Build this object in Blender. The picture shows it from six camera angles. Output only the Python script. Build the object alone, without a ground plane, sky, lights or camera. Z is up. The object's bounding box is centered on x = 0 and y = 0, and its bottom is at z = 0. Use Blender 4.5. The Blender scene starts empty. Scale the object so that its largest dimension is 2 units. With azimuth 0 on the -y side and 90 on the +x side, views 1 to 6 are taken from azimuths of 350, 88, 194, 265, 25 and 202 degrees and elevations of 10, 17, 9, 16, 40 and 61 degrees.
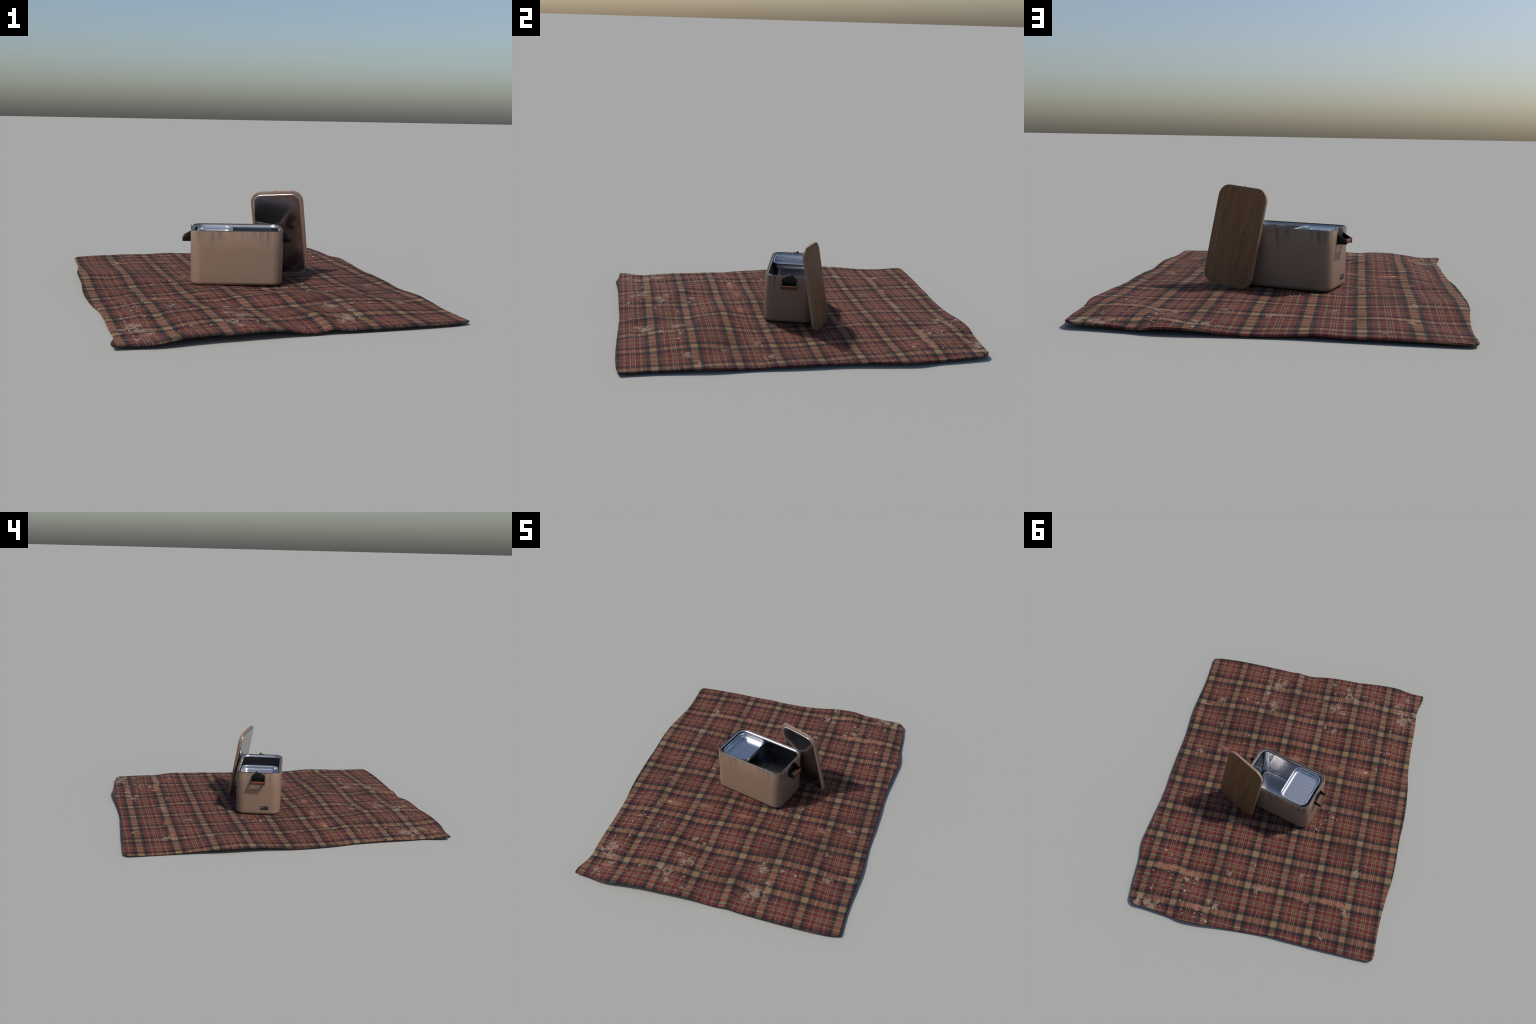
"""Picnic set: a plaid blanket lying in soft folds, an open metal cool box with an inner
perforated tray, and its wood-faced lid leaning against it."""
import bpy, bmesh, math, random
import numpy as np
from mathutils import Vector, Matrix, noise

random.seed(7)
rng = np.random.default_rng(7)

# ------------------------------------------------------------------ node helpers
class Nodes:
    def __init__(self, name):
        self.mat = bpy.data.materials.new(name)
        self.mat.use_nodes = True
        self.t = self.mat.node_tree
        self.n = self.t.nodes
        self.bsdf = self.n["Principled BSDF"]

    def put(self, sock, v):
        if isinstance(v, bpy.types.NodeSocket):
            self.t.links.new(v, sock)
        elif v is not None:
            if isinstance(v, (tuple, list)) and len(v) == 3 and sock.type == "RGBA":
                v = (*v, 1.0)
            sock.default_value = v

    def set(self, **kw):
        for k, v in kw.items():
            self.put(self.bsdf.inputs[k.replace("_", " ")], v)

    def math(self, op, a, b=None, c=None, clamp=False):
        x = self.n.new("ShaderNodeMath"); x.operation = op; x.use_clamp = clamp
        for s, v in zip(x.inputs, (a, b, c)):
            self.put(s, v)
        return x.outputs[0]

    def vec(self, op, a, b=None, scale=None):
        x = self.n.new("ShaderNodeVectorMath"); x.operation = op
        self.put(x.inputs[0], a)
        if b is not None: self.put(x.inputs[1], b)
        if scale is not None: self.put(x.inputs["Scale"], scale)
        return x.outputs["Value"] if op in ("LENGTH", "DISTANCE") else x.outputs[0]

    def coord(self, kind="Object"):
        return self.n.new("ShaderNodeTexCoord").outputs[kind]

    def split(self, v):
        x = self.n.new("ShaderNodeSeparateXYZ"); self.put(x.inputs[0], v)
        return x.outputs

    def join(self, x, y, z):
        k = self.n.new("ShaderNodeCombineXYZ")
        for s, v in zip(k.inputs, (x, y, z)): self.put(s, v)
        return k.outputs[0]

    def noise(self, v, scale, detail=4.0, rough=0.55, dist=0.0):
        x = self.n.new("ShaderNodeTexNoise")
        self.put(x.inputs["Vector"], v); x.inputs["Scale"].default_value = scale
        x.inputs["Detail"].default_value = detail; x.inputs["Roughness"].default_value = rough
        x.inputs["Distortion"].default_value = dist
        return x.outputs[0]

    def step(self, v, lo, hi, a=0.0, b=1.0):
        x = self.n.new("ShaderNodeMapRange"); x.interpolation_type = "SMOOTHSTEP"
        for s, q in zip(x.inputs, (v, lo, hi, a, b)): self.put(s, q)
        return x.outputs[0]

    def ramp(self, v, stops, mode="LINEAR"):
        x = self.n.new("ShaderNodeValToRGB"); r = x.color_ramp; r.interpolation = mode
        while len(r.elements) < len(stops): r.elements.new(0.5)
        for e, (p, c) in zip(r.elements, stops):
            e.position = p; e.color = (*c, 1.0)
        self.put(x.inputs[0], v)
        return x.outputs[0]

    def mix(self, f, a, b, blend="MIX"):
        x = self.n.new("ShaderNodeMix"); x.data_type = "RGBA"; x.blend_type = blend
        self.put(x.inputs[0], f); self.put(x.inputs[6], a); self.put(x.inputs[7], b)
        return x.outputs[2]

    def bump(self, h, strength, dist):
        x = self.n.new("ShaderNodeBump")
        x.inputs["Strength"].default_value = strength; x.inputs["Distance"].default_value = dist
        self.put(x.inputs["Height"], h)
        self.put(self.bsdf.inputs["Normal"], x.outputs[0])


# ------------------------------------------------------------------ mesh helpers
def make(name, verts, faces, mat, parent=None, smooth=True, angle=None):
    me = bpy.data.meshes.new(name)
    me.from_pydata([tuple(v) for v in verts], [], faces)
    me.validate()
    bm = bmesh.new(); bm.from_mesh(me)
    bmesh.ops.recalc_face_normals(bm, faces=bm.faces)
    bm.to_mesh(me); bm.free()
    ob = bpy.data.objects.new(name, me)
    bpy.context.scene.collection.objects.link(ob)
    if mat: me.materials.append(mat)
    if smooth:
        me.shade_smooth()
        if angle is not None:
            me.set_sharp_from_angle(angle=math.radians(angle))
    if parent: ob.parent = parent
    return ob


def rounded_rect(a, b, r, n=14, cx=0.0, cy=0.0):
    r = max(r, 0.0005)
    out = []
    for sx, sy, t0 in ((1, 1, 0), (-1, 1, 90), (-1, -1, 180), (1, -1, 270)):
        for k in range(n + 1):
            t = math.radians(t0 + 90 * k / n)
            out.append((cx + sx * (a - r) + r * math.cos(t), cy + sy * (b - r) + r * math.sin(t)))
    return out


def loft(name, a, b, r, profile, mat, parent=None, cap0=False, cap1=False, closed=False,
         n=14, cx=0.0, cy=0.0, angle=35):
    """Loft rounded rectangles; profile = (inset, height) pairs."""
    verts, faces = [], []
    m = 4 * (n + 1)
    for ins, z in profile:
        verts += [(x, y, z) for x, y in rounded_rect(a - ins, b - ins, r - ins, n, cx, cy)]
    k = len(profile)
    for i in range(k if closed else k - 1):
        p, q = i * m, ((i + 1) % k) * m
        faces += [(p + j, p + (j + 1) % m, q + (j + 1) % m, q + j) for j in range(m)]
    if cap0: faces.append(tuple(range(m)))
    if cap1: faces.append(tuple(range((k - 1) * m, k * m)))
    return make(name, verts, faces, mat, parent, angle=angle)


def prism(name, outline, x0, x1, mat, parent, bevel=0.0004):
    """Extrude a (y, z) outline between x0 and x1."""
    m = len(outline)
    verts = [(x0, y, z) for y, z in outline] + [(x1, y, z) for y, z in outline]
    faces = [tuple(range(m)), tuple(range(m, 2 * m))]
    faces += [(i, (i + 1) % m, m + (i + 1) % m, m + i) for i in range(m)]
    ob = make(name, verts, faces, mat, parent, smooth=False)
    if bevel: bevel_edges(ob, bevel)
    return ob


def bevel_edges(ob, w, seg=2):
    bm = bmesh.new(); bm.from_mesh(ob.data)
    es = [e for e in bm.edges if len(e.link_faces) == 2 and e.calc_face_angle(0) > 0.5]
    bmesh.ops.bevel(bm, geom=es, offset=w, segments=seg, affect="EDGES", profile=0.5)
    bm.to_mesh(ob.data); bm.free()
    ob.data.shade_smooth(); ob.data.set_sharp_from_angle(angle=math.radians(40))


def arc(c, r, t0, t1, n):
    return [(c[0] + r * math.cos(math.radians(t0 + (t1 - t0) * k / n)),
             c[1] + r * math.sin(math.radians(t0 + (t1 - t0) * k / n))) for k in range(n + 1)]


def root(name, loc, rot=(0, 0, 0), label="", category=""):
    e = bpy.data.objects.new(name, None)
    e.location = loc; e.rotation_euler = rot; e.empty_display_size = 0.05
    bpy.context.scene.collection.objects.link(e)
    e["label"] = label; e["category"] = category
    return e


# ================================================================== BLANKET
YAW = math.radians(8.53)          # the blanket lies slightly turned
PITCH = 0.1976                    # plaid repeat
U0, V0 = -0.7088, -0.7363         # one crossing of the tan bands
THICK = 0.0105

# wavy outline of the cloth: (along, across) control points for its four sides
FRONT = [(-0.76, -0.896), (-0.68, -0.901), (-0.57, -0.918), (-0.47, -0.912), (-0.37, -0.905), (-0.16, -0.901),
         (0.05, -0.898), (0.25, -0.908), (0.42, -0.915), (0.58, -0.916), (0.65, -0.912), (0.72, -0.897)]
BACK = [(-0.72, 0.938), (-0.54, 0.933), (-0.40, 0.929), (-0.25, 0.923), (-0.12, 0.917), (0.05, 0.923), (0.20, 0.931),
        (0.33, 0.939), (0.42, 0.937), (0.48, 0.927), (0.59, 0.912), (0.65, 0.907), (0.74, 0.903)]
LEFT = [(-0.91, -0.740), (-0.87, -0.740), (-0.825, -0.730), (-0.78, -0.719), (-0.65, -0.719), (-0.40, -0.719),
        (-0.29, -0.725), (-0.20, -0.736), (-0.09, -0.744), (0.07, -0.744), (0.16, -0.738), (0.37, -0.736),
        (0.45, -0.731), (0.52, -0.721), (0.65, -0.707), (0.78, -0.701), (0.90, -0.701), (0.95, -0.699)]
RIGHT = [(-0.91, 0.701), (-0.78, 0.699), (-0.59, 0.710), (-0.49, 0.717), (-0.24, 0.720), (0.0, 0.728), (0.15, 0.730),
         (0.23, 0.735), (0.31, 0.744), (0.42, 0.757), (0.49, 0.763), (0.64, 0.749), (0.76, 0.741), (0.90, 0.727)]
# folds and dents: centre u, v, length, width, direction in degrees, height in mm
FOLDS = [
    (0.13, -0.46, 0.40, 0.20, 0, 25.5), (-0.32, -0.73, 0.40, 0.20, 135, 26.4), (0.54, 0.72, 0.40, 0.20, 135, 19.1),
    (-0.51, 0.25, 0.52, 0.15, 135, 12.7), (0.25, 0.41, 0.52, 0.15, 135, 9.1), (0.10, -0.81, 0.13, 0.04, 90, 16.8),
    (-0.21, -0.19, 0.32, 0.09, 45, 11.6), (-0.47, -0.91, 0.16, 0.08, 0, 14.7), (0.39, -0.59, 0.17, 0.17, 0, 13.2),
    (-0.65, 0.32, 0.32, 0.09, 45, 9.5), (-0.56, -0.25, 0.21, 0.06, 90, 5.7), (-0.72, -0.29, 0.32, 0.09, 90, -5.9),
    (0.08, -0.34, 0.16, 0.08, 0, 13.7), (0.02, -0.89, 0.10, 0.05, 0, -10.6), (-0.52, -0.59, 0.13, 0.04, 90, -13.6),
    (0.38, 0.68, 0.21, 0.06, 135, -7.7), (-0.41, 0.71, 0.32, 0.09, 90, 5.6), (-0.31, -0.54, 0.13, 0.04, 135, 10.5),
    (0.73, 0.14, 0.21, 0.06, 90, 6.1), (0.13, -0.72, 0.21, 0.06, 0, 10.4), (-0.60, 0.21, 0.10, 0.05, 90, -7.2),
    (-0.70, 0.72, 0.24, 0.12, 135, -6.6), (-0.19, -0.42, 0.21, 0.06, 135, -7.0), (0.08, 0.84, 0.24, 0.12, 90, -6.3),
    (0.70, 0.91, 0.10, 0.05, 135, 5.7), (0.75, 0.64, 0.10, 0.05, 90, -9.0), (0.47, 0.93, 0.10, 0.05, 135, -8.3),
    (-0.60, -0.05, 0.13, 0.04, 135, 6.6), (0.08, -0.54, 0.21, 0.06, 0, -10.2), (0.47, -0.35, 0.21, 0.06, 135, -8.1),
    (-0.74, -0.89, 0.13, 0.04, 135, 5.9), (-0.65, -0.72, 0.24, 0.12, 0, -4.2), (-0.08, -0.04, 0.21, 0.06, 135, -5.8),
    (0.61, -0.62, 0.10, 0.05, 90, -4.1), (0.72, -0.50, 0.13, 0.04, 90, 5.1), (-0.51, 0.05, 0.13, 0.04, 0, -5.9),
    (0.67, 0.06, 0.13, 0.04, 45, -5.3), (0.08, 0.14, 0.32, 0.09, 135, 4.2), (0.27, -0.18, 0.32, 0.09, 45, -2.7),
    (-0.65, -0.17, 0.13, 0.04, 45, -4.4), (-0.11, -0.19, 0.13, 0.04, 45, 4.8), (0.39, 0.86, 0.10, 0.05, 90, 3.7),
    (-0.74, 0.37, 0.21, 0.06, 90, 3.2), (-0.51, -0.34, 0.10, 0.05, 0, 6.2), (0.67, 0.25, 0.13, 0.04, 45, 5.1),
    (0.65, -0.20, 0.32, 0.09, 135, -3.8), (-0.17, 0.92, 0.07, 0.07, 0, 4.9), (0.01, -0.46, 0.21, 0.06, 45, -3.6),
    (0.29, 0.35, 0.13, 0.04, 135, 5.5), (-0.62, -0.91, 0.21, 0.06, 45, -4.5), (0.50, -0.92, 0.32, 0.09, 135, 2.6),
    (-0.54, 0.93, 0.10, 0.05, 0, 3.3), (-0.09, -0.90, 0.10, 0.05, 0, 3.9), (-0.25, 0.23, 0.13, 0.04, 90, -2.4),
    (0.28, 0.65, 0.13, 0.04, 90, 3.7), (-0.32, 0.05, 0.13, 0.04, 135, -4.5), (0.28, 0.94, 0.10, 0.05, 0, 3.8),
    (-0.62, -0.25, 0.13, 0.04, 45, 5.3), (0.72, -0.11, 0.13, 0.04, 90, 3.8), (0.28, 0.85, 0.10, 0.05, 45, -3.2),
    (0.26, -0.85, 0.13, 0.04, 0, 5.9), (0.28, -0.54, 0.21, 0.06, 45, 3.9), (-0.30, -0.90, 0.13, 0.04, 135, -3.8),
    (-0.12, -0.74, 0.10, 0.05, 90, -3.7), (-0.65, -0.46, 0.13, 0.04, 90, -5.2), (-0.13, 0.19, 0.16, 0.08, 45, 3.4),
    (-0.12, -0.34, 0.13, 0.04, 90, 3.1), (-0.57, 0.56, 0.13, 0.04, 45, 2.1), (-0.74, 0.15, 0.07, 0.07, 0, 3.5),
    (-0.12, 0.65, 0.21, 0.06, 45, -2.6), (0.18, -0.08, 0.13, 0.04, 0, 3.0), (0.39, -0.07, 0.13, 0.04, 90, 3.2)]


def spline(pts):
    """Smooth curve through control points (Catmull-Rom on unequal knots)."""
    xs = np.array([p[0] for p in pts]); ys = np.array([p[1] for p in pts])
    m = np.gradient(ys, xs)

    def f(x):
        x = np.clip(np.asarray(x, float), xs[0], xs[-1])
        i = np.clip(np.searchsorted(xs, x) - 1, 0, len(xs) - 2)
        h = xs[i + 1] - xs[i]; t = (x - xs[i]) / h
        return ((2*t**3 - 3*t**2 + 1) * ys[i] + (t**3 - 2*t**2 + t) * h * m[i]
                + (-2*t**3 + 3*t**2) * ys[i + 1] + (t**3 - t**2) * h * m[i + 1])
    return f


front, back, left, right = map(spline, (FRONT, BACK, LEFT, RIGHT))


def cloth_height(u, v):
    z = 0.0170 + 0 * u
    for cu, cv, l, w, ang, h in FOLDS:
        t = math.radians(ang); du, dv = u - cu, v - cv
        p = du * math.cos(t) + dv * math.sin(t); q = dv * math.cos(t) - du * math.sin(t)
        z = z + 0.001 * h * np.exp(-(p / l) ** 2 - (q / w) ** 2)
    return np.maximum(z, 0.0108)


def crumple(u, v):
    """Small creases of the worn cloth, a millimetre or so high."""
    a = noise.noise((u * 9, v * 13, 1.7)) * 0.0011
    b = (0.5 - abs(noise.noise((u * 6 + 3, v * 5 - 2, 4.1)))) * 0.0016
    c = noise.noise((u * 26, v * 30, 8.3)) * 0.0005
    return a + b + c - 0.0006


def cloth_point(s, t):
    """Map the unit square (s across, t along) onto the wavy outline, corners rounded."""
    # ease the corners: pull a square point towards a disc only very near the corner
    u = -0.72 + 1.44 * s; v = -0.91 + 1.83 * t
    for _ in range(3):
        v = front(u) * (1 - t) + back(u) * t
        u = left(v) * (1 - s) + right(v) * s
    return u, v


NU, NV = 210, 260
S, T = np.meshgrid(np.linspace(0, 1, NU + 1), np.linspace(0, 1, NV + 1))
Uc, Vc = cloth_point(S, T)
# round off the corners a little: (s, t, radius)
for s0, t0, rad in ((1, 1, 0.040), (0, 1, 0.030), (0, 0, 0.004), (1, 0, 0.004)):
    cu, cv = (float(q) for q in cloth_point(np.float64(s0), np.float64(t0)))
    iu, iv = cu + (rad if s0 == 0 else -rad), cv + (rad if t0 == 0 else -rad)
    du, dv = (Uc - iu) * (1 if s0 else -1), (Vc - iv) * (1 if t0 else -1)
    inside = (du > 0) & (dv > 0)
    d = np.hypot(du, dv) + 1e-9; sq = np.maximum(du, dv)
    k = np.where(inside, sq / d, 1.0)                       # square -> disc
    Uc = np.where(inside, iu + (Uc - iu) * k, Uc); Vc = np.where(inside, iv + (Vc - iv) * k, Vc)

Zc = cloth_height(Uc, Vc)
Zc = Zc + np.array([[crumple(a, b) for a, b in zip(ru, rv)] for ru, rv in zip(Uc, Vc)])
Zc = np.maximum(Zc - 0.0006, THICK)

# ------------------------------------------------------------------ plaid cloth material
RED, NAVY = (0.110, 0.0200, 0.0230), (0.0095, 0.0120, 0.0150)
TAN, GREEN, CREAM, OLIVE = (0.245, 0.145, 0.080), (0.135, 0.160, 0.075), (0.350, 0.230, 0.120), (0.160, 0.135, 0.060)
DEEP = (0.088, 0.016, 0.018)
SETT = [(0.0, TAN), (0.074, OLIVE), (0.086, NAVY), (0.184, RED), (0.280, GREEN), (0.328, RED), (0.452, DEEP), (0.482, GREEN),
        (0.516, DEEP), (0.548, RED), (0.672, GREEN), (0.720, RED), (0.816, NAVY), (0.914, OLIVE), (0.926, TAN)]
LINES = [(0.0, (0, 0, 0)), (0.437, (1, 1, 1)), (0.455, (0, 0, 0)), (0.545, (1, 1, 1)), (0.563, (0, 0, 0))]
# dried mud splashes: u, v, radius
MUD = [(0.221, -0.769, 0.029), (0.185, -0.801, 0.020), (0.263, -0.693, 0.016), (0.558, -0.570, 0.016),
       (0.317, -0.591, 0.013), (0.216, -0.609, 0.020), (0.208, -0.573, 0.013), (0.511, -0.391, 0.013),
       (-0.251, -0.821, 0.016), (-0.260, -0.771, 0.028), (-0.304, -0.745, 0.020), (-0.170, -0.657, 0.023),
       (-0.208, -0.680, 0.021), (-0.244, -0.628, 0.013), (-0.144, -0.514, 0.013), (-0.209, -0.493, 0.015),
       (-0.416, -0.764, 0.010), (-0.619, -0.730, 0.023), (-0.629, -0.668, 0.026), (-0.579, -0.772, 0.020),
       (-0.641, -0.847, 0.016), (-0.674, -0.696, 0.015), (-0.145, -0.850, 0.012), (0.239, 0.816, 0.018),
       (0.277, 0.789, 0.011), (0.679, 0.889, 0.022), (0.626, 0.876, 0.020), (0.590, 0.893, 0.018),
       (0.560, 0.853, 0.012), (0.207, 0.607, 0.014), (0.434, 0.693, 0.010), (0.382, 0.673, 0.012),
       (0.672, 0.846, 0.016), (0.025, 0.658, 0.022), (-0.208, 0.525, 0.015), (-0.519, 0.441, 0.020),
       (-0.492, 0.687, 0.014), (-0.390, 0.865, 0.010), (0.602, -0.174, 0.015)]
# smears of reddish dust, drawn out along the cloth
DUST = [(0.616, -0.211, 0.030), (0.441, -0.223, 0.050), (-0.258, -0.221, 0.045), (-0.447, -0.236, 0.065),
        (-0.539, -0.027, 0.030), (0.613, 0.643, 0.050), (0.536, 0.638, 0.050), (0.422, 0.654, 0.060),
        (0.338, 0.842, 0.045), (-0.033, 0.650, 0.055), (-0.260, 0.663, 0.050), (-0.373, 0.650, 0.050),
        (-0.467, 0.652, 0.055), (-0.025, -0.586, 0.030), (-0.008, -0.237, 0.050), (-0.072, -0.701, 0.035),
        (-0.027, 0.302, 0.040), (0.645, -0.527, 0.024), (-0.600, -0.800, 0.035)]


def plaid_material():
    k = Nodes("plaid_wool")
    P = k.coord()
    x, y, z = k.split(P)[:3]
    wob = k.noise(P, 14.0, 2.0)
    x1 = k.math("ADD", x, k.math("MULTIPLY_ADD", wob, 0.006, -0.003))
    y1 = k.math("ADD", y, k.math("MULTIPLY_ADD", k.noise(k.vec("ADD", P, (3.1, 1.7, 0)), 14.0, 2.0), 0.006, -0.003))

    frayed = k.math("MULTIPLY_ADD", k.noise(P, 520.0, 1.0), 0.007, -0.0035)
    x1, y1 = k.math("ADD", x1, frayed), k.math("ADD", y1, frayed)

    def threads(c, o):
        f = k.math("FRACT", k.math("MULTIPLY_ADD", c, 1 / PITCH, 20 - o / PITCH))
        return k.ramp(f, SETT, "CONSTANT"), k.ramp(f, LINES, "CONSTANT")
    (warp, line_a), (weft, line_b) = threads(x1, U0), threads(y1, V0)
    rib = k.math("SINE", k.math("MULTIPLY", y1, 2 * math.pi / 0.0056))
    rib2 = k.math("SINE", k.math("MULTIPLY", x1, 2 * math.pi / 0.0056))
    weave = k.math("MULTIPLY", rib, rib2)
    fuzz = k.noise(P, 420.0, 2.0)
    fac = k.math("MULTIPLY_ADD", rib, 0.22, 0.50)
    fac = k.math("ADD", fac, k.math("MULTIPLY_ADD", fuzz, 0.3, -0.15))
    nap0 = k.noise(P, 40.0, 4.0, 0.7)
    even = k.mix(fac, warp, weft)
    # interlaced threads: dark yarn swallows light yarn, so lean towards the geometric mean
    r0, g0, b0 = (k.math("SQRT", q) for q in k.split(k.mix(1.0, warp, weft, "MULTIPLY"))[:3])
    col = k.mix(k.math("MULTIPLY_ADD", rib, -0.10, 0.84), even, k.join(r0, g0, b0))
    col = k.mix(k.math("MULTIPLY", line_a, k.math("MULTIPLY_ADD", nap0, 0.95, -0.10)), col, CREAM)
    col = k.mix(k.math("MULTIPLY", line_b, k.math("MULTIPLY_ADD", nap0, 0.95, -0.02)), col, CREAM)
    # wear: patches where the cloth is a little darker or more faded
    worn = k.noise(P, 5.5, 5.0, 0.62)
    col = k.mix(k.step(worn, 0.51, 0.74, 0.0, 0.56), col, (0.030, 0.016, 0.014))
    col = k.mix(k.step(worn, 0.42, 0.24, 0.0, 0.10), col, (0.200, 0.125, 0.085))
    col = k.mix(k.math("MULTIPLY_ADD", rib, 0.06, 0.06), col, (0.030, 0.016, 0.014))
    col = k.mix(k.math("MULTIPLY", fuzz, 0.22), col, (0.035, 0.020, 0.018))
    grime = k.noise(k.vec("ADD", P, (4.2, 0.6, 0.0)), 2.6, 4.0, 0.6)
    col = k.mix(k.step(grime, 0.46, 0.74, 0.0, 0.30), col, (0.022, 0.015, 0.014))
    nap = k.noise(k.vec("MULTIPLY", P, (1.0, 2.2, 1.0)), 120.0, 4.0, 0.7)
    col = k.mix(k.step(nap, 0.46, 0.72, 0.0, 0.30), col, (0.030, 0.018, 0.017))
    # stains live on the flat cloth plane
    flat = k.join(x, y, 0.0)

    def field(spots, stretch):
        d = None
        q = k.vec("MULTIPLY", flat, (1.0, stretch, 0.0))
        for u, v, r in spots:
            e = k.math("MULTIPLY", k.vec("DISTANCE", q, (u, v * stretch, 0.0)), 1.0 / r)
            d = e if d is None else k.math("SMOOTH_MIN", d, e, 0.4)
        return d
    dust = k.math("ADD", field(DUST, 2.4), k.math("MULTIPLY_ADD", k.noise(k.vec("MULTIPLY", P, (1.0, 1.6, 1.0)), 44.0, 7.0, 0.80), 5.0, -2.5))
    dust = k.step(dust, 1.00, 0.35, 0.0, 0.70)
    col = k.mix(dust, col, (0.235, 0.108, 0.073))
    mud = k.math("ADD", field(MUD, 1.0), k.math("MULTIPLY_ADD", k.noise(P, 52.0, 5.0, 0.70, 0.8), 8.0, -4.0))
    speck = k.noise(P, 95.0, 3.0, 0.6)
    near = k.math("ADD", field(MUD, 1.0), 0.0)
    specks = k.math("MULTIPLY", k.step(speck, 0.630, 0.655), k.step(near, 5.5, 1.5))
    mask = k.math("MAXIMUM", k.step(mud, 0.86, 0.76), specks)
    tone = k.mix(k.noise(P, 60.0, 3.0), (0.190, 0.138, 0.098), (0.245, 0.185, 0.133))
    col = k.mix(k.math("MULTIPLY", mask, 0.88), col, tone)
    k.set(Base_Color=col, Roughness=0.9)
    k.bsdf.inputs["Specular IOR Level"].default_value = 0.14
    h = k.math("ADD", k.math("MULTIPLY", weave, 0.25), k.math("MULTIPLY", k.noise(P, 160.0, 3.0), 1.0))
    h = k.math("ADD", h, k.math("MULTIPLY", mask, 0.5))
    k.bump(h, 0.35, 0.0010)
    return k.mat


def build_blanket():
    mat = plaid_material()
    nv, nu = Uc.shape
    edge = ([(0, i) for i in range(nu)] + [(j, nu - 1) for j in range(1, nv)]
            + [(nv - 1, i) for i in range(nu - 2, -1, -1)] + [(j, 0) for j in range(nv - 2, 0, -1)])
    # the sheet stops short of the outline; a rounded hem closes it
    hem = 0.0042
    cu, cv = Uc.mean(), Vc.mean()
    ring = np.array([(Uc[j, i], Vc[j, i]) for j, i in edge])
    tang = np.roll(ring, -2, 0) - np.roll(ring, 2, 0)
    out = np.stack([tang[:, 1], -tang[:, 0]], 1); out /= np.linalg.norm(out, axis=1)[:, None]
    top_uv = np.stack([Uc, Vc], -1)
    scale = 1 - hem / 0.72
    top_uv = (top_uv - [cu, cv]) * [scale, 1 - hem / 0.91] + [cu, cv]
    verts = [(a, b, z) for (a, b), z in zip(top_uv.reshape(-1, 2), Zc.reshape(-1))]
    n0 = len(verts)
    verts += [(a, b, z - THICK) for a, b, z in verts]
    idx = lambda j, i: j * nu + i
    faces = []
    for j in range(nv - 1):
        for i in range(nu - 1):
            q = (idx(j, i), idx(j, i + 1), idx(j + 1, i + 1), idx(j + 1, i))
            faces.append(q); faces.append(tuple(n0 + w for w in reversed(q)))
    rings = [[idx(j, i) for j, i in edge]]
    for t in (55, 15, -15, -55):
        a = math.radians(t); base = len(verts)
        for (j, i), o in zip(edge, out):
            x, y, z = verts[idx(j, i)]
            verts.append((x + o[0] * hem * math.cos(a), y + o[1] * hem * math.cos(a),
                          z - THICK / 2 + THICK / 2 * math.sin(a)))
        rings.append(list(range(base, base + len(edge))))
    rings.append([n0 + idx(j, i) for j, i in edge])
    m = len(edge)
    for r0, r1 in zip(rings, rings[1:]):
        faces += [(r0[q], r1[q], r1[(q + 1) % m], r0[(q + 1) % m]) for q in range(m)]
    ob = make("picnic_blanket", verts, faces, mat)
    ob.rotation_euler = (0, 0, YAW)
    ob.location = (0.0010, -0.0012, 0)
    ob["label"] = "worn red tartan picnic blanket with mud stains and soft folds"
    ob["category"] = "blanket"
    return ob


blanket = build_blanket()


# ------------------------------------------------------------------ grit lying on the cloth
def stone_material(name, lo, hi):
    k = Nodes(name)
    r = k.n.new("ShaderNodeObjectInfo").outputs["Random"]
    n = k.noise(k.coord(), 260.0, 4.0)
    c = k.mix(k.math("ADD", k.math("MULTIPLY", r, 0.6), k.math("MULTIPLY", n, 0.5), clamp=True), lo, hi)
    k.set(Base_Color=c, Roughness=0.8)
    return k.mat


STONES = [stone_material("grey_stone", (0.05, 0.055, 0.06), (0.20, 0.205, 0.20)),
          stone_material("pale_stone", (0.17, 0.14, 0.105), (0.34, 0.285, 0.23)),
          stone_material("yellow_stone", (0.24, 0.165, 0.08), (0.40, 0.30, 0.16))]
# where the grit gathers: u, v, spread, pieces
GRIT = [(0.70, 0.76, 0.05, 9), (0.57, 0.71, 0.05, 12), (0.47, 0.75, 0.045, 22), (0.62, 0.85, 0.06, 18),
        (0.44, 0.86, 0.07, 14), (0.31, 0.885, 0.04, 16), (0.60, 0.60, 0.06, 9), (0.66, 0.43, 0.04, 10),
        (-0.44, -0.80, 0.04, 9), (-0.57, -0.80, 0.06, 18), (-0.58, -0.52, 0.05, 9), (-0.44, -0.465, 0.018, 6),
        (-0.56, -0.38, 0.05, 12), (-0.65, -0.53, 0.05, 9), (-0.60, -0.31, 0.04, 8), (-0.63, -0.69, 0.06, 14),
        (-0.29, 0.11, 0.03, 15), (-0.39, 0.05, 0.04, 6), (-0.24, 0.21, 0.04, 8), (-0.03, 0.23, 0.06, 10),
        (0.05, 0.35, 0.05, 3), (0.10, 0.20, 0.05, 6), (0.28, -0.20, 0.07, 16), (0.20, -0.16, 0.05, 8),
        (-0.10, 0.45, 0.2, 10), (0.0, -0.45, 0.25, 14), (0.4, 0.3, 0.2, 8), (-0.4, -0.6, 0.2, 12), (0.2, -0.75, 0.2, 8)]


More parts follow.
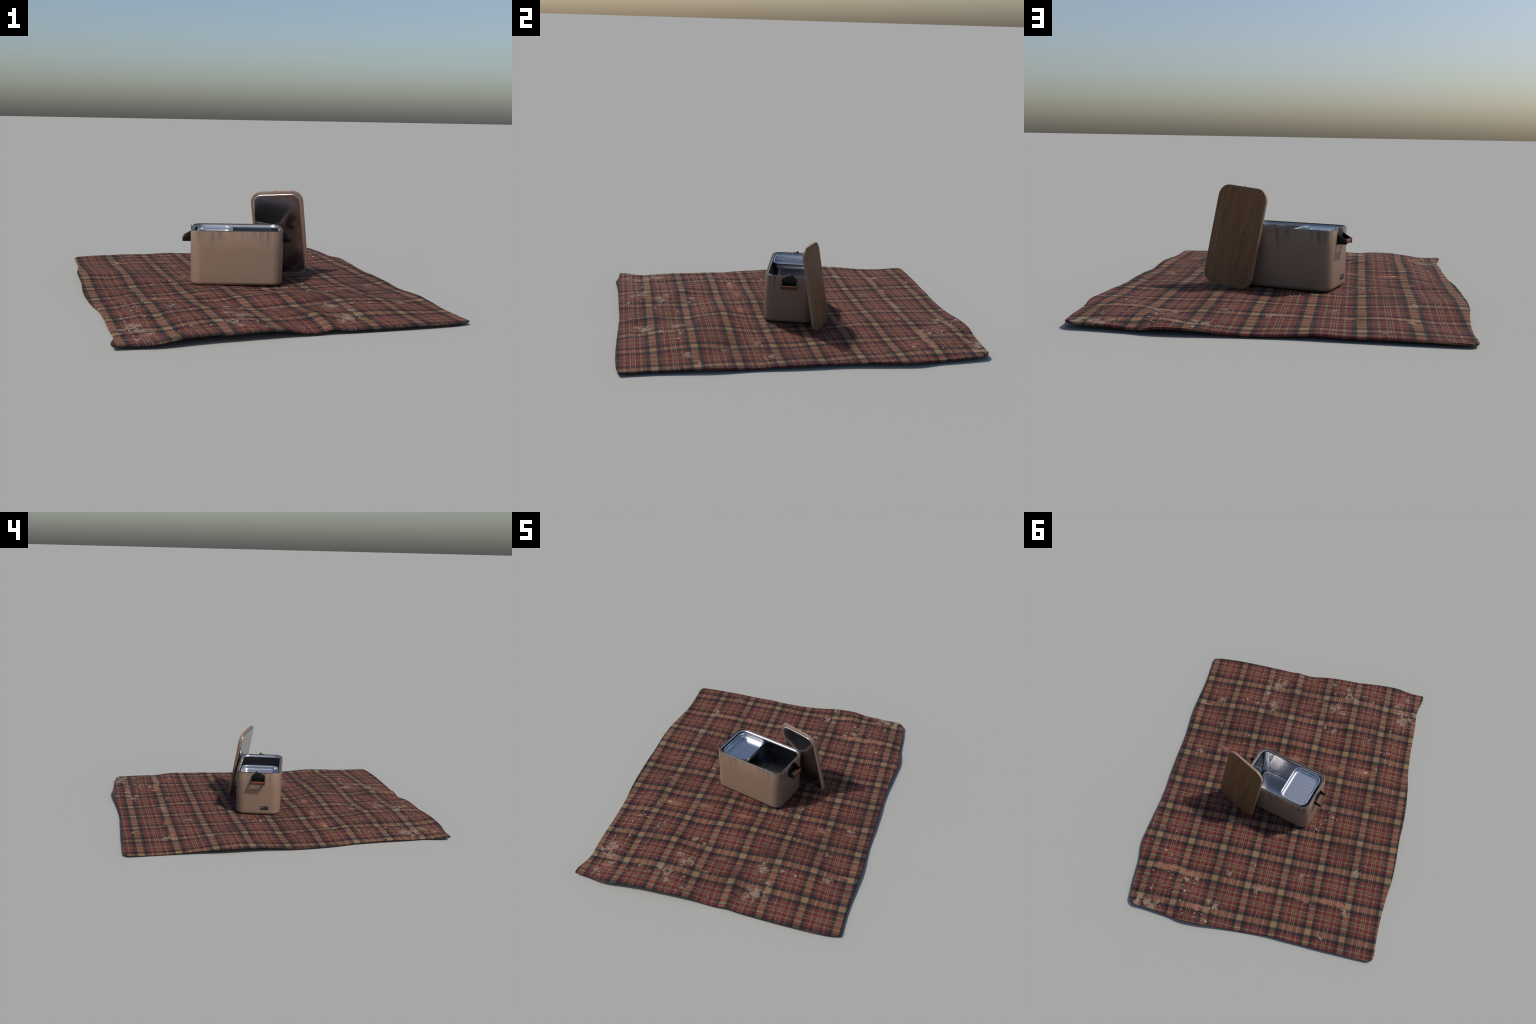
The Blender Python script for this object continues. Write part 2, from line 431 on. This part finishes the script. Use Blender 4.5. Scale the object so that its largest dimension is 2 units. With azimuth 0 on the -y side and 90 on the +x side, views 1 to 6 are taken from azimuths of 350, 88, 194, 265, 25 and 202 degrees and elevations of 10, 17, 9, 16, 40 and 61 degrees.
def stone_mesh(seed, mat):
    bm = bmesh.new(); bmesh.ops.create_icosphere(bm, subdivisions=2, radius=1.0)
    r = random.Random(seed)
    cuts = [(Vector((r.gauss(0, 1), r.gauss(0, 1), r.gauss(0, 1))).normalized(), r.uniform(0.45, 0.85)) for _ in range(9)]
    for v in bm.verts:                                   # chipped by random planes
        for nrm, d in cuts:
            e = v.co.dot(nrm) - d
            if e > 0: v.co -= nrm * e
    me = bpy.data.meshes.new("pebble"); bm.to_mesh(me); bm.free()
    me.materials.append(mat)
    return me


def scatter_grit(parent):
    r = random.Random(31)
    box_c = Vector((-0.0024, 0.0475))                     # box centre in blanket axes
    places = []
    for cu, cv, sp, n in GRIT:
        for _ in range(int(n * 1.3)):
            u, v = r.gauss(cu, sp), r.gauss(cv, sp)
            size = 0.0018 + 0.0042 * r.random() ** 2.2 + (0.003 if r.random() < 0.06 else 0)
            if not (left(v) + 0.012 < u < right(v) - 0.012 and front(u) + 0.012 < v < back(u) - 0.012): continue
            places.append((size, u, v, r.random(), r.random() * 6.28, r.uniform(0.7, 1.5), r.uniform(0.22, 0.42)))
    places.append((0.0105, -0.437, -0.464, 0.2, 1.0, 1.4, 0.35))
    places.append((0.0095, -0.46, -0.238, 0.9, 0.5, 1.5, 0.35))
    places.append((0.0085, 0.608, 0.546, 0.9, 2.0, 1.1, 0.35))
    places.sort(reverse=True)
    kinds = [[stone_mesh(100 * m + q, STONES[m]) for q in range(4)] for m in range(3)]
    rest = bmesh.new()
    ca, sa = math.cos(-YAW), math.sin(-YAW)
    for q, (size, u, v, pick, ang, el, fl) in enumerate(places):
        m = 0 if pick < 0.52 else (1 if pick < 0.86 else 2)
        z = float(cloth_height(np.float64(u), np.float64(v))) + crumple(u, v)
        mx = (Matrix.Translation((u, v, z + size * fl * 0.45)) @ Matrix.Rotation(ang, 4, "Z")
              @ Matrix.Diagonal((size * el, size, size * fl, 1)))
        me = kinds[m][q % 4]
        if q < 90:
            ob = bpy.data.objects.new("pebble", me)
            bpy.context.scene.collection.objects.link(ob)
            ob.parent = parent; ob.matrix_local = mx
        else:
            k0 = len(rest.faces)
            rest.from_mesh(me); rest.verts.ensure_lookup_table(); rest.faces.ensure_lookup_table()
            bmesh.ops.transform(rest, matrix=mx, verts=rest.verts[-len(me.vertices):])
            for f in rest.faces[k0:]: f.material_index = m
    me = bpy.data.meshes.new("grit"); rest.to_mesh(me); rest.free()
    for s in STONES: me.materials.append(s)
    ob = bpy.data.objects.new("grit", me); bpy.context.scene.collection.objects.link(ob)
    ob.parent = parent; ob["kind"] = "stuff"


scatter_grit(blanket)


# ================================================================== METAL AND PAINT
def steel_material(name="brushed_steel", rough=0.20, tint=(0.60, 0.605, 0.63), dirt=0.5):
    """Satin steel: even, with faint vertical smears and a few dusty specks."""
    k = Nodes(name)
    P = k.coord()
    soft = k.noise(P, 6.0, 1.0)
    smear = k.noise(k.vec("MULTIPLY", P, (38.0, 38.0, 5.0)), 1.0, 3.0, 0.55)
    speck = k.step(k.noise(P, 170.0, 2.0), 0.70, 0.74)
    g = k.math("MULTIPLY", k.step(smear, 0.45, 0.75), dirt)
    col = k.mix(g, tint, tuple(q * 0.72 for q in tint))
    col = k.mix(k.math("MULTIPLY", speck, 0.15), col, (0.45, 0.43, 0.41))
    k.set(Base_Color=col, Metallic=k.math("MULTIPLY_ADD", speck, -0.1, 1.0),
          Roughness=k.math("MULTIPLY_ADD", g, 0.10, rough))
    k.bump(soft, 0.03, 0.002)
    return k.mat


def paint_material(streaks=True):
    k = Nodes("brown_enamel" if streaks else "brown_enamel_frame")
    P = k.coord()
    x, y, z = k.split(P)[:3]
    base = k.mix(k.noise(P, 9.0, 4.0), (0.200, 0.134, 0.094), (0.238, 0.150, 0.108))
    base = k.mix(k.step(k.noise(P, 3.5, 2.0), 0.45, 0.7, 0.0, 0.5), base, (0.198, 0.144, 0.100))
    if streaks:
        # oily run marks dribbling down from the rim
        flow = k.join(k.math("MULTIPLY", x, 62.0), k.math("MULTIPLY", y, 62.0), k.math("MULTIPLY", z, 5.0))
        f = k.noise(flow, 1.0, 4.0, 0.62)
        patch = k.noise(k.join(k.math("MULTIPLY", x, 11.0), k.math("MULTIPLY", y, 11.0), 0.0), 1.0, 2.0)
        reach = k.math("MULTIPLY_ADD", patch, -0.24, 0.30)
        drop = k.step(k.math("SUBTRACT", z, reach), 0.0, 0.085)
        f2 = k.math("ADD", f, k.math("MULTIPLY", k.math("SUBTRACT", patch, 0.5), 0.45))
        streak = k.math("MULTIPLY", drop, k.step(f2, 0.40, 0.66))
        spots = k.step(k.noise(P, 120.0, 2.0), 0.70, 0.74)
        spots = k.math("MULTIPLY", spots, k.step(k.noise(P, 16.0, 2.0), 0.45, 0.65))
        base = k.mix(k.math("MULTIPLY", streak, 0.66), base, (0.060, 0.046, 0.034))
        base = k.mix(k.math("MULTIPLY", spots, 0.5), base, (0.045, 0.034, 0.026))
        rough = k.math("MULTIPLY_ADD", streak, 0.25, 0.42)
    else:
        rough = 0.45
    k.set(Base_Color=base, Roughness=rough)
    k.bsdf.inputs["Specular IOR Level"].default_value = 0.4
    k.bump(k.noise(P, 300.0, 2.0), 0.04, 0.0005)
    return k.mat


def plain(name, col, rough, metal=0.0, spec=0.5, bump=0.0):
    k = Nodes(name)
    n = k.noise(k.coord(), 90.0, 4.0)
    c = tuple(q * 0.7 for q in col)
    k.set(Base_Color=k.mix(n, c, tuple(q * 1.25 for q in col)), Roughness=k.math("MULTIPLY_ADD", n, 0.2, rough - 0.1), Metallic=metal)
    k.bsdf.inputs["Specular IOR Level"].default_value = spec
    if bump: k.bump(n, bump, 0.001)
    return k.mat


def wood_material(name, dark, light, axis, red=False):
    """Straight-grained veneer; axis = direction of the grain."""
    k = Nodes(name)
    P = k.coord()
    s = [1.0, 1.0, 1.0]; s[axis] = 0.055
    g = k.vec("MULTIPLY", P, tuple(s))
    band = k.noise(g, 90.0, 6.0, 0.66, 0.2)
    broad = k.noise(k.vec("MULTIPLY", P, tuple(14.0 if i != axis else 3.0 for i in range(3))), 1.0, 2.0)
    pores = k.noise(g, 340.0, 3.0, 0.6)
    flecks = k.step(k.noise(k.vec("MULTIPLY", P, tuple(150.0 if i != axis else 20.0 for i in range(3))), 1.0, 2.0, 0.6), 0.62, 0.72)
    v = k.math("ADD", k.math("MULTIPLY", band, 0.7), k.math("MULTIPLY", broad, 0.3))
    c = k.ramp(v, [(0.34, dark), (0.50, tuple((a + b) / 2 for a, b in zip(dark, light))), (0.64, light)])
    c = k.mix(k.step(pores, 0.52, 0.72, 0.0, 0.35), c, tuple(q * 0.45 for q in dark))
    c = k.mix(k.math("MULTIPLY", flecks, 0.60), c, tuple(q * 0.35 for q in dark))
    k.set(Base_Color=c, Roughness=0.55)
    k.bsdf.inputs["Specular IOR Level"].default_value = 0.22
    k.bump(band, 0.08, 0.001)
    return k.mat


PAINT, FRAME = paint_material(True), paint_material(False)
STEEL = steel_material("brushed_steel", 0.18, (0.52, 0.525, 0.55), 0.5)
TRAYSTEEL = steel_material("tray_steel", 0.25, (0.58, 0.59, 0.62), 0.2)
RUBBER = plain("dark_rubber", (0.018, 0.021, 0.024), 0.30, spec=0.6, bump=0.15)
BLACK = plain("black_coated_steel", (0.0042, 0.0044, 0.0044), 0.45, spec=0.25)
RIVET = plain("dark_rivet", (0.035, 0.035, 0.038), 0.45)
COPPER = wood_material("red_grip_wood", (0.055, 0.013, 0.008), (0.150, 0.045, 0.026), 1)
WALNUT = wood_material("walnut_veneer", (0.140, 0.059, 0.023), (0.228, 0.112, 0.047), 1)

# ================================================================== COOL BOX
A, B, R = 0.2196, 0.1326, 0.0530            # half length, half width, corner radius
Z0 = 0.0240                                  # the box stands on the cloth here
H = 0.2605                                   # height of the painted lip above that
box = root("cool_box", (-0.0090, 0.0466, Z0), (0, 0, -0.1370),
           "open brown enamel cool box with steel liner and side handles", "cool box")

fillet = [(0.0195 - 0.0195 * math.sin(math.radians(t)), 0.0195 - 0.0195 * math.cos(math.radians(t))) for t in range(0, 91, 9)]
shell = [(0.030, 0.0015), (0.022, 0.0003)] + fillet + [(0.0, 0.09), (0.0, 0.17), (0.0, H - 0.0012), (0.0004, H - 0.0003), (0.0011, H),
         (0.0026, H), (0.0030, H - 0.0006), (0.0031, H - 0.0040), (0.0095, H - 0.0040), (0.0094, H - 0.0006), (0.0098, H),
         (0.0126, H), (0.0130, H - 0.0006), (0.0131, H - 0.0030)]
loft("box_shell", A, B, R, shell, PAINT, box, cap0=True, n=20)
seal = [(0.0033, H - 0.0036)] + [(0.0063 - 0.0030 * math.cos(math.radians(t)), H + 0.0005 + 0.0030 * math.sin(math.radians(t)))
                                 for t in range(0, 181, 20)] + [(0.0091, H - 0.0036)]
loft("rim_seal", A, B, R, seal, RUBBER, box, n=20)
liner = [(0.0128, H - 0.0014), (0.0136, H - 0.0018), (0.0170, H - 0.0085), (0.0177, H - 0.0105), (0.0180, H - 0.0125), (0.0181, H - 0.0145), (0.0195, 0.040), (0.0196, 0.034), (0.0200, 0.0245)]
liner += [(0.0200 + 0.012 * (1 - math.cos(math.radians(t))), 0.0245 - 0.012 * math.sin(math.radians(t))) for t in (20, 40, 60, 80)]
liner += [(0.033, 0.0120), (0.036, 0.0120), (0.038, 0.0132), (0.042, 0.0134)]
loft("steel_liner", A, B, R, liner, STEEL, box, cap1=True, n=20, angle=50)

# perforated tray hanging in the left half
TX, TY, TA, TB, TR = -0.1060, -0.0005, 0.0855, 0.1120, 0.040
TZ = 0.2545                                   # lip height
tray = [(0.0022, TZ - 0.0016), (0.0, TZ - 0.0016), (0.0, TZ), (0.0034, TZ + 0.0001), (0.0040, TZ - 0.0010), (0.0052, TZ - 0.0125)]
tray += [(0.0184 - 0.0132 * math.cos(math.radians(t)), TZ - 0.0152 - 0.0132 * math.sin(math.radians(t))) for t in range(9, 90, 9)]
tray += [(0.0215, TZ - 0.0284), (0.0215, TZ - 0.0300), (0.0070, TZ - 0.0300), (0.0036, TZ - 0.0270), (0.0026, TZ - 0.0040)]
tray_ob = loft("inner_tray", TA, TB, TR, tray, TRAYSTEEL, box, closed=True, n=12, cx=TX, cy=TY, angle=50)


def perforated_floor():
    a, b = TA - 0.0210, TB - 0.0210
    ring = rounded_rect(a, b, max(TR - 0.021, 0.004), 8, TX, TY)
    m = len(ring); zt, zb = TZ - 0.0283, TZ - 0.0300
    ob = make("tray_floor", [(x, y, zt) for x, y in ring] + [(x, y, zb) for x, y in ring],
              [tuple(range(m)), tuple(range(m, 2 * m))] + [(i, (i + 1) % m, m + (i + 1) % m, m + i) for i in range(m)],
              TRAYSTEEL, None, smooth=False)
    verts, faces = [], []
    for i in range(10):
        for j in range(8):
            cx, cy = -0.0455 - 0.01306 * i, -0.0752 + 0.02171 * j
            p = len(verts)
            for zz in (zt + 0.003, zb - 0.003):
                verts += [(cx + 0.0021 * math.cos(k * math.pi / 4), cy + 0.0021 * math.sin(k * math.pi / 4), zz) for k in range(8)]
            faces += [tuple(range(p, p + 8)), tuple(range(p + 15, p + 7, -1))]
            faces += [(p + k, p + (k + 1) % 8, p + 8 + (k + 1) % 8, p + 8 + k) for k in range(8)]
    cut = make("hole_cutter", verts, faces, None, None, smooth=False)
    md = ob.modifiers.new("holes", "BOOLEAN"); md.object = cut; md.operation = "DIFFERENCE"; md.solver = "EXACT"
    bpy.context.view_layer.update()
    me = bpy.data.meshes.new_from_object(ob.evaluated_get(bpy.context.evaluated_depsgraph_get()))
    ob.modifiers.clear(); ob.data = me
    bpy.data.objects.remove(cut)
    ob.parent = tray_ob


perforated_floor()


def build_handle(side):
    """Bent black bracket with two arms, a round red grip between them and a catch above the rim."""
    sx = side
    zb, zt, zw = 0.1985, 0.2195, 0.2420           # underside, grip top, top of arms at the wall
    w = 0.0395
    plate = ([(-w, zb), (w, zb), (w, zw - 0.004)] + [(w - 0.0015, zw)] +
             [(0.0335, zw + 0.0075), (0.0265, zw + 0.0140), (0.0205, zw + 0.0185)] +
             [(0.0195, H + 0.0035), (0.0150, H + 0.0105), (0.0095, H + 0.0130), (0.0030, H + 0.0132), (0.0065, H + 0.0112),
              (0.0085, H + 0.0080), (0.0075, H + 0.0050)] +
             [(-0.0080, H + 0.0040), (-0.0140, H + 0.0015), (-0.0215, zw + 0.0165), (-0.0280, zw + 0.0120),
              (-0.0340, zw + 0.0070), (-w + 0.0015, zw), (-w, zw - 0.004)])
    x0, x1 = A + 0.0004, A + 0.0024
    body = prism("handle_bracket", plate, sx * x0, sx * x1, BLACK, box)
    tip = A + 0.0425
    for s in (-1, 1):
        y0, y1 = s * (w - 0.0024), s * w
        prof = [(A + 0.0006, zb), (tip - 0.003, zb), (tip - 0.0008, zb + 0.0010), (tip, zb + 0.003), (tip, zt - 0.003),
                (tip - 0.0012, zt), (A + 0.0120, zw - 0.0060), (A + 0.0050, zw - 0.0008), (A + 0.0006, zw + 0.0015)]
        m = len(prof)
        vs = [(sx * x, y0, z) for x, z in prof] + [(sx * x, y1, z) for x, z in prof]
        fs = [tuple(range(m)), tuple(range(m, 2 * m))] + [(i, (i + 1) % m, m + (i + 1) % m, m + i) for i in range(m)]
        ob = make("handle_arm", vs, fs, BLACK, body, smooth=False); bevel_edges(ob, 0.0004)
        for rz in (zb + 0.0050, zb + 0.0140):
            vs, fs = [], []
            for rr, yy in ((0.0018, w), (0.0016, w + 0.0007), (0.0009, w + 0.0010)):
                vs += [(sx * (tip - 0.0055) + rr * math.cos(k * math.pi / 6), s * yy, rz + rr * math.sin(k * math.pi / 6)) for k in range(12)]
            for q in (0, 12):
                fs += [(q + k, q + (k + 1) % 12, q + 12 + (k + 1) % 12, q + 12 + k) for k in range(12)]
            fs.append(tuple(range(24, 36)))
            make("rivet", vs, fs, RIVET, body)
    # grip: a softened square bar
    cx, cz, hx, hz = A + 0.0345, (zb + zt) / 2 + 0.0005, 0.0062, 0.0092
    ring = rounded_rect(hx, hz, 0.0042, 5)
    m = len(ring); vs = []
    for yy in (-w + 0.0022, w - 0.0022):
        vs += [(sx * (cx + a), yy, cz + b) for a, b in ring]
    make("handle_grip", vs, [tuple(range(m)), tuple(range(m, 2 * m))] + [(i, (i + 1) % m, m + (i + 1) % m, m + i) for i in range(m)],
         COPPER, body, angle=40)


build_handle(1)
build_handle(-1)

# small rating plate low on the sunny end
PLATE = plain("dark_plate", (0.012, 0.011, 0.011), 0.5)
PALE = plain("pale_print", (0.17, 0.16, 0.165), 0.6)
DIM = plain("grey_print", (0.035, 0.034, 0.034), 0.6)
xp = -A - 0.0002
ply, plz = (-0.0655, -0.0158), (0.0330, 0.0560)
plate = prism("rating_plate", [(ply[0], plz[0]), (ply[1], plz[0]), (ply[1], plz[1]), (ply[0], plz[1])], xp + 0.0006, xp - 0.0008, PLATE, box, 0.0003)
for y0, y1, z0, z1, mt in ((-0.0335, -0.0185, 0.0458, 0.0515, PALE), (-0.0325, -0.0190, 0.0375, 0.0440, DIM), (-0.0395, -0.0350, 0.0390, 0.0430, DIM),
                           (-0.0480, -0.0410, 0.0480, 0.0515, DIM), (-0.0600, -0.0530, 0.0475, 0.0520, DIM), (-0.0545, -0.0440, 0.0415, 0.0445, DIM),
                           (-0.0625, -0.0585, 0.0360, 0.0410, DIM), (-0.0525, -0.0500, 0.0470, 0.0520, DIM)):
    prism("plate_print", [(y0, z0), (y1, z0), (y1, z1), (y0, z1)], xp - 0.0006, xp - 0.0011, mt, plate, 0)

# ================================================================== LID
W_AX, L_AX, N_AX = (Vector(v) for v in ((0.92854, -0.36463, 0.06970), (-0.13689, -0.16177, 0.97729), (0.34507, 0.91699, 0.20013)))
LA, LB, LR, LT = 0.1319, 0.2196, 0.0545, 0.0155
lid = root("box_lid", (0, 0, 0), label="leaning box lid with walnut face and steel underside", category="lid")
lid.matrix_world = Matrix(((W_AX.x, L_AX.x, N_AX.x, 0.2237), (W_AX.y, L_AX.y, N_AX.y, 0.1530), (W_AX.z, L_AX.z, N_AX.z, 0.2405), (0, 0, 0, 1)))
h = LT / 2
frame = [(0.0130, -h + 0.0012), (0.0120, -h + 0.0006), (0.0060, -h + 0.0006), (0.0050, -h + 0.0014), (0.0042, -h + 0.0006), (0.0022, -h + 0.0007), (0.0008, -h + 0.0016),
         (0.0, -h + 0.0040), (0.0, h - 0.0022), (0.0006, h - 0.0008), (0.0016, h - 0.0001), (0.0034, h), (0.0040, h - 0.0008)]
loft("lid_frame", LA, LB, LR, frame, FRAME, lid, cap0=True, cap1=True, n=20)
veneer = [(0.0044, h - 0.0012), (0.0044, h + 0.0000), (0.0048, h + 0.0004), (0.0060, h + 0.0005)]
loft("wood_veneer", LA, LB, LR, veneer, WALNUT, lid, cap1=True, n=20)
LIDSTEEL = steel_material("lid_steel", 0.20, (0.50, 0.47, 0.475), 0.3)
plug = [(0.0124, -h + 0.0016), (0.0128, -h - 0.0004), (0.0150, -h - 0.0028), (0.0170, -h - 0.0034), (0.0200, -h - 0.0034)]
loft("steel_plug", LA, LB, LR, plug, LIDSTEEL, lid, cap1=True, n=20, angle=50)
for s in (-1, 1):
    y0, y1 = s * (LB - 0.001), s * (LB + 0.0042)
    ring = [(-0.0016, -0.002), (0.0016, -0.002), (0.0016, 0.0015), (-0.0016, 0.0015)]
    vs = [(a, y0, b) for a, b in ring] + [(a * 0.7, y1, b * 0.8) for a, b in ring]
    make("catch_pin", vs, [(0, 1, 2, 3), (4, 5, 6, 7)] + [(i, (i + 1) % 4, 4 + (i + 1) % 4, 4 + i) for i in range(4)], BLACK, lid, smooth=False)
